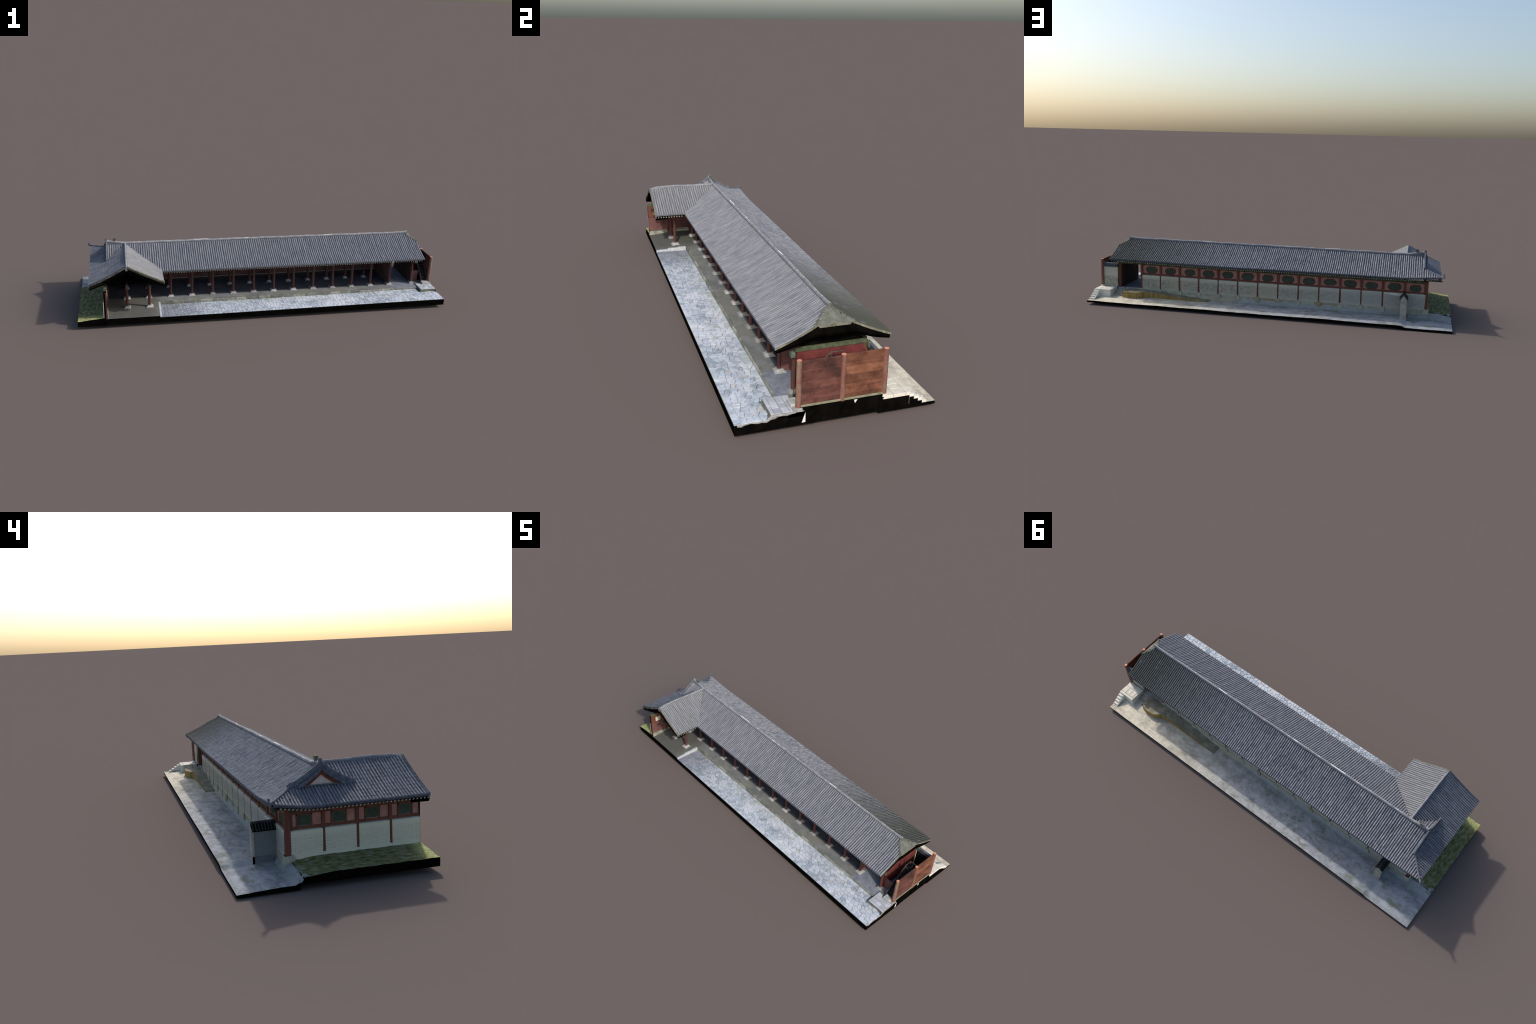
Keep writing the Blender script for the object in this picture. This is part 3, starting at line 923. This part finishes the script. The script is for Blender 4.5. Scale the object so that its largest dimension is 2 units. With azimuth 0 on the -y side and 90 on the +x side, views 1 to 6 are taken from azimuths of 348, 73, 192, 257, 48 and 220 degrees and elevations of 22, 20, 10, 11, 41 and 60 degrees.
def wall_panel(axis_, a0, a1, face, back, z0, z1, mat, z0b=None, sgn=1):
    """limewashed brick panel with a sloping ledge on top; face/back in the other axis"""
    b = MB()
    n = 6
    lo, mid, top = [], [], []
    def pt(a, f, z):
        return (a, f, z) if axis_ == "x" else (f, a, z)
    rows = []
    jit = [[rng.uniform(-0.0016, 0.0022) for _ in range(3)] for _ in range(2)] if z1 > 0.1 else [[0, 0, 0]] * 2
    for k in range(n + 1):
        t = k / n
        a = a0 + (a1 - a0) * t
        zb = z0 if z0b is None else z0 + (z0b - z0) * t
        da = [0, 0, 0]
        if k == 0: da = jit[0]
        if k == n: da = [-q for q in jit[1]]
        h = z1 - zb
        rows.append([pt(a, back, zb), pt(a + da[0], face, zb), pt(a + da[1], face, zb + 0.4 * h), pt(a + da[2], face, z1 - 0.012), pt(a, face, z1 - 0.007), pt(a, face - sgn * 0.001, z1 - 0.004), pt(a, back, z1)])
    if (axis_ == "x") == (sgn > 0):
        rows = rows[::-1]
    b.grid([r[:5] for r in rows], 0, False)
    b.grid([r[4:] for r in rows], 1, False)
    b.face(rows[0][::-1], 0); b.face(rows[-1], 0)
    return b.obj("brick_panel", [mat, "ledge"])

FN = 0.1375
octa = lambda w, h, c: [(-w, -h + c), (-w + c * 1.15, -h), (w - c * 1.15, -h), (w, -h + c), (w, h - c), (w - c * 1.15, h), (-w + c * 1.15, h), (-w, h - c)]
for k in range(14):
    x0, x1 = GX[k], GX[k + 1]
    g0 = rng.uniform(0.0035, 0.0055); g1 = rng.uniform(0.0035, 0.0055)
    if k == 0: g0 = 0.007
    wall_panel("x", x0 + g0, x1 - g1, FN, 0.121, 0.056 if k > 0 else 0.060, 0.1475, "brick_n")
    # upper pink plaster, sill beam and head beam
    box_obj("upper_plaster_panel", (x0, x1, 0.121, 0.1275, 0.146, 0.206), ["pink"])
    box_obj("sill_beam", (x0, x1, 0.120, 0.1325, 0.1465, 0.1545), ["beam"])
    box_obj("head_beam", (x0, x1, 0.119, 0.1320, 0.2015, 0.2170), ["green_beam"])
    # octagonal window
    cx = (x0 + x1) / 2 + rng.uniform(-0.004, 0.004); cz = 0.1745 + rng.uniform(-0.0015, 0.0015)
    w = rng.uniform(0.029, 0.034); h = rng.uniform(0.0165, 0.0185)
    b = MB()
    o = [(p[0] * rng.uniform(0.93, 1.06), p[1] * rng.uniform(0.95, 1.05)) for p in octa(w, h, 0.011)]
    fr = [(p[0] * 1.07, p[1] * 1.10) for p in o]
    b.grid([[(cx - p[0], 0.1265, cz + p[1]) for p in fr], [(cx - p[0], 0.1292, cz + p[1]) for p in fr],
            [(cx - p[0], 0.1292, cz + p[1]) for p in o], [(cx - p[0], 0.1280, cz + p[1]) for p in o]], 1, False, True)
    b.face([(cx - p[0], 0.1280, cz + p[1]) for p in o], 0)
    b.obj("octagonal_window", ["window", "beam"])
for k, x in enumerate(GX):
    b = MB()
    r = 0.0065
    b.box(x - r, x + r, YN - 0.005, YN + 0.0095, 0.060, 0.217, 0)
    if k in (0, 14):
        b.box(x - r * 0.95, x + r * 0.95, YN - 0.006, YN + 0.0122, 0.062, 0.216, 0)
    b.obj("wall_post", ["post"])
    # small foundation stone
    b = MB()
    s = rng.uniform(0.010, 0.015)
    b.box(x - s, x + s, 0.120, FN + rng.uniform(0.004, 0.009), 0.036, 0.066, 0, 0.003)
    b.obj("foundation_stone", ["plinth"])
box_obj("north_plinth", (GX[0] + 0.008, GX[14], 0.110, FN + 0.0015, 0.030, 0.0610), ["plinth"])
box_obj("north_wall_lining", (GX[0], GX[14], 0.110, 0.1205, 0.072, 0.206), ["inner_red"])
box_obj("north_lining_plinth", (GX[0], GX[14], 0.106, 0.1200, 0.050, 0.0690), ["dark_wood"])
box_obj("north_lining_ledge", (GX[0], GX[14], 0.1055, 0.1195, 0.069, 0.0715), ["curb"])
box_obj("door_lintel", (GX[14], GX_E, 0.119, 0.132, 0.2035, 0.217), ["green_beam"])

WY = [-0.325, -0.222, -0.107, 0.008, 0.125]
FW = -0.8705
for k in range(4):
    y0, y1 = WY[k], WY[k + 1]
    wall_panel("y", y0 + (0.0045 if k else 0.0), y1 - (0.0045 if k < 3 else 0.0015), FW, -0.8530, 0.052 if k else 0.047, 0.1475, "brick_w", 0.054, sgn=-1)
    box_obj("upper_plaster_panel", (-0.8605, -0.8540, y0, y1, 0.146, 0.207), ["pink"])
    box_obj("sill_beam", (-0.8655, -0.8530, y0, y1, 0.1465, 0.1545), ["post"])
    box_obj("head_beam", (-0.8655, -0.8530, y0, y1, 0.1955, 0.2060), ["post"])
    box_obj("eave_beam", (-0.8650, -0.8515, y0, y1, 0.2070, 0.2170), ["green_beam"])
    # square lattice window
    cy = (y0 + y1) / 2 + (0.004 if k else -0.002)
    hw, z0, z1 = 0.0225, 0.1575, 0.1915
    b = MB()
    b.box(-0.8618, -0.8600, cy - hw, cy + hw, z0, z1, 0)
    for q in range(12):
        y = cy - hw + (q + 0.5) * 2 * hw / 12
        b.box(-0.8638, -0.8616, y - 0.0008, y + 0.0008, z0, z1, 1)
    for q in range(7):
        z = z0 + (q + 0.5) * (z1 - z0) / 7
        b.box(-0.8636, -0.8617, cy - hw, cy + hw, z - 0.0007, z + 0.0007, 1)
    for (a, c, d, e) in ((cy - hw - 0.004, cy - hw, z0 - 0.003, z1 + 0.004), (cy + hw, cy + hw + 0.004, z0 - 0.003, z1 + 0.004)):
        b.box(-0.8645, -0.8600, a, c, d, e, 2)
    b.box(-0.8645, -0.8600, cy - hw - 0.004, cy + hw + 0.004, z1, z1 + 0.0035, 2)
    b.obj("lattice_window", ["dark_hole", "lattice", "post"])
for k, y in enumerate(WY[1:4] + [WY[4]]):
    b = MB()
    b.box(-0.8675, -0.8520, y - 0.0055, y + 0.0055, 0.056, 0.217, 0)
    if k == 3:
        b.box(-0.8695, -0.8520, y + 0.0005, y + 0.0105, 0.066, 0.217, 0)
    b.obj("wall_post", ["post"])
wall_panel("y", -0.325, 0.112, FW + 0.0006, -0.8585, 0.046, 0.0695, "brick_w", 0.050, sgn=-1)
box_obj("corner_foundation_stone", (-0.8770, -0.8460, 0.108, 0.143, 0.035, 0.066), ["gate_face"], 0.002)
box_obj("west_wall_lining", (-0.8568, -0.8535, -0.325, 0.116, 0.076, 0.207), ["inner_red"])
box_obj("west_lining_plinth", (-0.8562, -0.8490, -0.325, 0.116, 0.048, 0.070), ["curb"])
box_obj("west_upper_lining", (-0.8538, -0.8515, -0.3245, 0.105, 0.157, 0.206), ["post"])
box_obj("west_lining_rail", (-0.8538, -0.8500, -0.3245, 0.105, 0.149, 0.157), ["beam"])
box_obj("inner_window_panel", (-0.8518, -0.8500, -0.296, -0.262, 0.160, 0.190), ["ledge"])
for k in range(4):
    box_obj("lining_post", (-0.8550, -0.8480, WY[k] - 0.0055, WY[k] + 0.0055, 0.060, 0.208), ["column"]) if k else None
b = MB()
b.box(-0.8713, -0.8683, -0.3268, -0.3255, 0.045, 0.146, 0)
b.box(-0.8683, -0.8590, -0.3262, -0.3255, 0.045, 0.205, 1)
b.box(-0.8590, -0.8515, -0.3266, -0.3250, 0.050, 0.190, 2)
b.obj("west_wall_cut_edge", ["ledge", "void", "column"])

# ------------------------------------------------------------------ eastern gate passage
b = MB()
b.box(0.747, 0.755, YF, 0.118, 0.060, 0.212, 0)
for z in (0.085, 0.11, 0.135, 0.16, 0.185):
    b.box(0.7458, 0.7562, YF + 0.006, 0.118, z, z + 0.004, 0)
b.obj("passage_partition", ["inner_red"])
b = MB()
b.box(0.884, 0.890, YF, 0.127, 0.060, 0.206, 0)
for q in range(9):
    y = YF + 0.012 + q * 0.025
    b.box(0.8815, 0.8842, y, y + 0.004, 0.062, 0.205, 0)
b.obj("passage_partition", ["dark_wood"])
b = MB()
b.box(0.8905, 0.8945, YF + 0.008, 0.125, 0.062, 0.203, 0)
b.box(0.8945, 0.8975, YF + 0.008, 0.125, 0.174, 0.181, 0)
b.box(0.8945, 0.8985, RY - 0.002, RY + 0.009, 0.062, 0.206, 0)
b.box(0.8945, 0.8975, YF + 0.008, 0.125, 0.143, 0.149, 0)
b.box(0.8900, 0.8980, YF, 0.127, 0.2032, 0.217, 1)
b.obj("east_end_wall", [mottled("deep_red_end_wall", (0.12, 0.028, 0.026), (0.19, 0.046, 0.042), 30), "green_beam"])
b = MB()
b.box(GX_E - 0.007, GX_E + 0.007, 0.118, 0.1345, 0.060, 0.208, 0)
b.obj("wall_post", ["post"])
b = MB()
for y in (YF - 0.012, 0.132):          # carved beam ends
    b.box(0.892, 0.910, y - 0.005, y + 0.009, 0.192, 0.210, 0, 0.003)
b.obj("carved_beam_ends", ["lattice"])
box_obj("low_red_screen", (0.896, 0.937, -0.090, -0.084, 0.062, 0.128), ["inner_red"])
# annex floor
field("annex_floor", 0.905, 0.9815, -0.135, -0.082, 6, 6, lambda x, y: 0.0635, 0.055, ["floor", "void"])

# north white wall of the annex with its tile cap
b = MB()
b.box(0.897, 0.984, 0.136, 0.1435, 0.066, 0.184, 0)
b.obj("annex_wall", ["brick_n"])
b = MB()
for i in range(8):
    x = 0.899 + i * 0.0112
    for z, y in ((0.1835, 0.150), (0.1925, 0.147)):
        b.tube((x + 0.004, y, z), (x + 0.002, 0.134, z + 0.011), 0.0036, 0.0034, 7, 0)
b.box(0.895, 0.985, 0.131, 0.147, 0.183, 0.190, 1)
b.box(0.895, 0.985, 0.133, 0.144, 0.190, 0.200, 1)
b.tube((0.893, 0.1385, 0.2005), (0.985, 0.1385, 0.2020), 0.0058, 0.0058, 10, 0)
b.obj("annex_wall_tile_cap", ["ridge_plain", "pan"])

box_obj("annex_wall_dark_plate", (0.899, 0.982, 0.1325, 0.1358, 0.019, 0.182), ["dark_hole"])
# timber fence
for y in (-0.129, 0.010, 0.148):
    b = MB()
    rows = [[(0.990 + 0.0088 * k * math.cos(2 * math.pi * i / 16), y + 0.0088 * k * math.sin(2 * math.pi * i / 16), z) for i in range(16)]
            for z, k in ((0.0725, 1.0), (0.15, 0.97), (0.2250, 0.93), (0.2270, 0.85))]
    b.grid(rows, 0, True, True); b.face(rows[-1], 1)
    b.obj("fence_post", ["fence_post", "fence_cap"])
for (y0, y1, mat, hs) in ((-0.122, 0.003, "fence_s", [0.029, 0.009, 0.030, 0.027, 0.011, 0.027, 0.012]), (0.017, 0.141, "fence_n", [0.0285, 0.013, 0.029, 0.030, 0.013, 0.022, 0.012])):
    z = 0.0795
    for h in hs[::-1]:
        b = MB()
        thin = h < 0.015
        b.box(0.9865 - (0.0012 if thin else 0), 0.9925 + (0.0014 if thin else rng.uniform(0, 0.0006)), y0, y1, z + 0.0006, z + h - 0.0006, 0, 0.0008)
        o = b.obj("fence_plank", [mat])
        o.rotation_euler.x = 0
        z += h
    box_obj("fence_dark_gap_board", (0.9878, 0.9908, y0, y1, 0.0797, z - 0.001), ["stair_wood"])  # thin dark board behind the planks so that the gaps look dark
    b = MB()
    b.box(0.982, 0.9965, y0 - 0.006, y1 + 0.006, 0.0725, 0.0797, 0, 0.001)
    b.obj("fence_sill", ["sill"])
# timber stair inside the fence
b = MB()
n = 9
for k in range(n):
    y = -0.126 + 0.112 * k / (n - 1); z = 0.086 + 0.108 * k / (n - 1)
    b.box(0.945, 0.977, y, y + 0.013, z - 0.003, z, 0)
    b.box(0.946, 0.976, y + 0.0115, y + 0.0125, z, z + 0.0135, 0)
for x in (0.9435, 0.9785):
    b.sweep([(x, -0.130, 0.078), (x, -0.006, 0.198)], [(-0.0012, -0.008), (-0.0012, 0.006), (0.0012, 0.006), (0.0012, -0.008)], 0)
b.obj("timber_stair", ["stair_wood"])
b = MB()
for x in (0.9425, 0.9795):
    b.tube((x, -0.128, 0.100), (x, -0.012, 0.212), 0.0016, 0.0016, 7, 0)
    for t in (0.0, 0.33, 0.66, 1.0):
        y = -0.128 + 0.116 * t; z = 0.100 + 0.112 * t
        b.tube((x, y, z - 0.020), (x, y, z + 0.003), 0.0018, 0.0018, 7, 0)
b.tube((0.9425, 0.026, 0.188), (0.9425, 0.026, 0.212), 0.0018, 0.0018, 7, 0)
b.tube((0.9425, -0.012, 0.2115), (0.9425, 0.026, 0.2115), 0.0016, 0.0016, 7, 0)
b.tube((0.9425, 0.026, 0.2115), (0.9795, 0.026, 0.2115), 0.0016, 0.0016, 7, 0)
b.obj("stair_rail", ["rail_wood"])

# paved platform in the south-east corner
b = MB()
b.box(0.9045, 0.9985, -0.2165, -0.1125, 0.045, 0.0640, 0, 0.001)
b.obj("south_platform", ["curb"])
ys_ = [-0.2155, -0.2035, -0.1800, -0.1560, -0.1345]
for j in range(4):
    n = 3 if j else 2
    off = 0.0 if j % 2 else 0.012
    xs_ = [0.906] + [0.906 + 0.0915 * (i / n) + (off if n > 2 else 0) * 0.6 for i in range(1, n)] + [0.9975]
    for i in range(len(xs_) - 1):
        b = MB()
        b.box(xs_[i] + 0.0006, xs_[i + 1] - 0.0006, ys_[j] + 0.0006, ys_[j + 1] - 0.0006, 0.060, 0.0655 + rng.uniform(-0.0003, 0.0005), 0, 0.0008)
        b.obj("paving_slab", ["platform_s"])
box_obj("stair_foot_stone", (0.943, 0.984, -0.150, -0.122, 0.060, 0.0785), ["granite"], 0.002)
box_obj("fence_foot_stone", (0.976, 0.9990, -0.148, -0.118, 0.0602, 0.0728), ["granite"], 0.002)
b = MB()
rows = []
for k in range(15):                     # ragged pale edge of the cut pavement
    y = -0.318 + 0.178 * k / 14
    d = (0.004 + 0.005 * smooth01((y + 0.29) / 0.06)) + 0.003 * math.sin(k * 1.7) + 0.003 * math.sin(k * 0.8 + 1)
    zt = 0.050 if y < -0.217 else 0.0635
    rows.append([(0.9988, y, zt), (1.0, y, zt - 0.003), (0.9995, y, zt - d), (0.9975, y, zt - d - 0.001)])
b.grid(rows, 0, True)
b.obj("broken_pavement_edge", ["granite"])
b = MB()
for (y, z0, h, w) in ((-0.112, 0.022, 0.034, 0.012), (0.052, 0.060, 0.011, 0.011)):
    x = 0.9993
    pts = [(x, y - w * 0.7, z0), (x, y + w * 0.3, z0 + 0.001), (x, y + w * 0.25, z0 + h)] if h > 0.02 else [(x, y - w * 0.5, z0 + h), (x, y - w * 0.2, z0), (x, y + w * 0.5, z0 + h)]
    bk = [(x - 0.004, p[1], p[2]) for p in pts]
    b.face(pts, 0); b.grid([pts, bk], 0, False, True); b.face(bk[::-1], 0)
b.obj("pale_earth_chips", ["chip"])

# north-east stone landing and its steps
b = MB()
b.box(0.903, 0.9982, 0.144, 0.2350, 0.018, 0.0585, 0)
b.obj("stone_landing", ["platform"])
for i, (x0, x1, y0, y1) in enumerate(((0.902, 0.9998, 0.2215, 0.2355), (0.902, 0.9135, 0.146, 0.2210), (0.914, 0.941, 0.1795, 0.2210), (0.9415, 0.968, 0.1795, 0.2210), (0.9685, 0.9998, 0.1795, 0.2210),
                                      (0.914, 0.950, 0.146, 0.1790), (0.9505, 0.9998, 0.146, 0.1790))):
    box_obj("landing_slab", (x0 + 0.0004, x1 - 0.0004, y0 + 0.0004, y1 - 0.0004, 0.054, 0.0670 + 0.0003 * (i % 3)), ["platform"], 0.001)
for k in range(4):
    y = 0.236 + k * 0.0150
    zt = 0.0575 - k * 0.0095
    box_obj("stone_step", (0.9705, 0.9998, y - 0.001, y + 0.0148, zt - 0.008, zt), ["platform"], 0.002)
    box_obj("step_core", (0.9712, 0.9994, y - 0.0008, y + 0.0146, 0.012, zt - 0.0075), ["void" ])
    box_obj("step_riser", (0.9712, 0.9970, y + 0.0120, y + 0.0150, 0.014, zt - 0.004), ["platform"])
b = MB()
b.prism([(0.9665, 0.236), (0.9700, 0.236), (0.9700, 0.300), (0.9665, 0.300)], 0.016, 0.026, 0)
b.face([(0.9665, 0.236, 0.06), (0.9665, 0.236, 0.02), (0.9665, 0.298, 0.026)], 0)
b.face([(0.9700, 0.236, 0.06), (0.9665, 0.236, 0.06), (0.9665, 0.298, 0.026), (0.9700, 0.298, 0.026)], 0)
b.obj("step_cheek", ["platform"])
for k, y in enumerate((0.139, 0.158, 0.176, 0.193)):
    box_obj("door_step", (0.832, 0.902, y, y + 0.0195, 0.018, 0.0530 - k * 0.0090), ["gate_face"], 0.0015)
box_obj("door_sill", (0.752, 0.902, 0.122, 0.1388, 0.030, 0.0625), ["granite"], 0.001)
b = MB()
b.tube((0.989, 0.148, 0.064), (0.989, 0.148, 0.0745), 0.0108, 0.0100, 14, 0)
b.obj("post_base", ["platform"])

# sloping wheelchair deck along the north wall with ochre skirting
def deck_z(x):
    t = (0.72 - x) / 0.38
    return 0.0592 - 0.030 * smooth01(max(0, t)) * 0.35 - 0.030 * max(0, min(1, t)) * 0.65
edge = [(0.828, 0.140), (0.831, 0.222), (0.808, 0.2275), (0.786, 0.2285), (0.748, 0.224), (0.720, 0.207), (0.699, 0.1935)]
edge += [(0.699 - 0.0405 * k, 0.1935 - 0.0003 * k) for k in range(1, 10)]
b = MB()
rows = [[(x, y, deck_z(x)) for x, y in edge], [(x, 0.1385, deck_z(x) + 0.0006) for x, y in edge]]
b.grid(rows, 0, False)
b.grid([[(x, y, deck_z(x)) for x, y in edge], [(x, y, 0.018) for x, y in edge]][::-1], 0, False)
b.face([(edge[-1][0], 0.1385, deck_z(0.34)), (edge[-1][0], edge[-1][1], deck_z(0.34)), (edge[-1][0], edge[-1][1], 0.018), (edge[-1][0], 0.1385, 0.018)], 0)
b.obj("access_ramp_deck", ["ramp_top"])
def along_edge():
    pl = edge[1:]
    carry = 0.0
    for a, c in zip(pl[:-1], pl[1:]):
        L = math.hypot(c[0] - a[0], c[1] - a[1])
        d = ((c[0] - a[0]) / L, (c[1] - a[1]) / L)
        nx, ny = d[1], -d[0]
        s = 0.0
        while s < L - 1e-4:
            w = min(rng.uniform(0.010, 0.016), L - s)
            if L - s - w < 0.004: w = L - s
            p = (a[0] + d[0] * (s + 0.0003), a[1] + d[1] * (s + 0.0003)); q = (a[0] + d[0] * (s + w - 0.0003), a[1] + d[1] * (s + w - 0.0003))
            yield p, q, (-nx, -ny)
            s += w
for p, q, nrm in along_edge():
    t = 0.0022 + rng.uniform(0, 0.0006)
    k = 1 if nrm[1] > 0 or abs(nrm[0]) > 0.9 else 1
    o0 = (p[0] + nrm[0] * t, p[1] + nrm[1] * t); o1 = (q[0] + nrm[0] * t, q[1] + nrm[1] * t)
    if o0[1] < p[1]:
        o0 = (p[0] - nrm[0] * t, p[1] - nrm[1] * t); o1 = (q[0] - nrm[0] * t, q[1] - nrm[1] * t)
    poly = [p, q, o1, o0]
    ar = sum(poly[i][0] * poly[(i + 1) % 4][1] - poly[(i + 1) % 4][0] * poly[i][1] for i in range(4))
    if ar < 0: poly = poly[::-1]
    b = MB()
    b.prism(poly, 0.018, max(deck_z((p[0] + q[0]) / 2) + 0.001 + rng.uniform(-0.0005, 0.0005), 0.027), 0)
    b.obj("skirting_plank", ["ramp_plank"])
b = MB()
for (x, y) in ((0.829, 0.142), (0.8305, 0.182), (0.832, 0.222)):
    b.tube((x, y, 0.03), (x, y, 0.076), 0.0011, 0.0011, 6, 0)
b.tube((0.829, 0.142, 0.076), (0.832, 0.222, 0.076), 0.0011, 0.0011, 6, 0)
b.obj("ramp_hand_rail", ["rail_wood"])

# ------------------------------------------------------------------ small cross wall in the north yard
b = MB()
b.box(-0.7655, -0.7325, 0.136, 0.2205, 0.012, 0.040, 0)
b.box(-0.7640, -0.7340, 0.136, 0.2195, 0.040, 0.133, 1)
b.box(-0.7655, -0.7325, 0.2130, 0.2208, 0.012, 0.130, 2)
b.face([(-0.7655, 0.2206, 0.130), (-0.7325, 0.2206, 0.130), (-0.749, 0.2206, 0.150)], 2)
b.obj("cross_wall", ["plinth_dark", "brick_g", "gate_face"])
b = MB()
for sgn in (-1, 1):
    e0, e1 = -0.749 + sgn * 0.0205, -0.749
    rows = [[(e0, y, 0.129), (e1, y, 0.151)] for y in (0.136, 0.2185)]
    b.grid(rows if sgn > 0 else [r[::-1] for r in rows], 0, False)
    rows = [[(e0, y, 0.125), (e1, y, 0.146)] for y in (0.136, 0.2185)]
    b.grid(rows if sgn < 0 else [r[::-1] for r in rows], 0, False)
    b.face([(e0, 0.136, 0.129), (e0, 0.2185, 0.129), (e0, 0.2185, 0.125), (e0, 0.136, 0.125)], 0)
    for q in range(8):
        y = 0.141 + q * 0.0105
        b.tube((e0, y, 0.1285), (e1, y, 0.1505), 0.0026, 0.0024, 6, 1)
b.tube((-0.749, 0.136, 0.1525), (-0.749, 0.2190, 0.1515), 0.0045, 0.0045, 8, 1)
b.obj("cross_wall_tile_roof", ["soffit", mottled("blackened_tile", (0.02, 0.024, 0.028), (0.06, 0.065, 0.07), 60)])
b = MB()
b.face([(-0.740, 0.1386, 0.1440), (-0.640, 0.1386, 0.1440), (-0.640, 0.1440, 0.1380), (-0.735, 0.1440, 0.1290)], 0)
b.face([(-0.740, 0.1380, 0.1430), (-0.735, 0.1430, 0.1280), (-0.640, 0.1430, 0.1370), (-0.640, 0.1380, 0.1430)], 0)
b.obj("torn_plaster_flap", ["platform"])
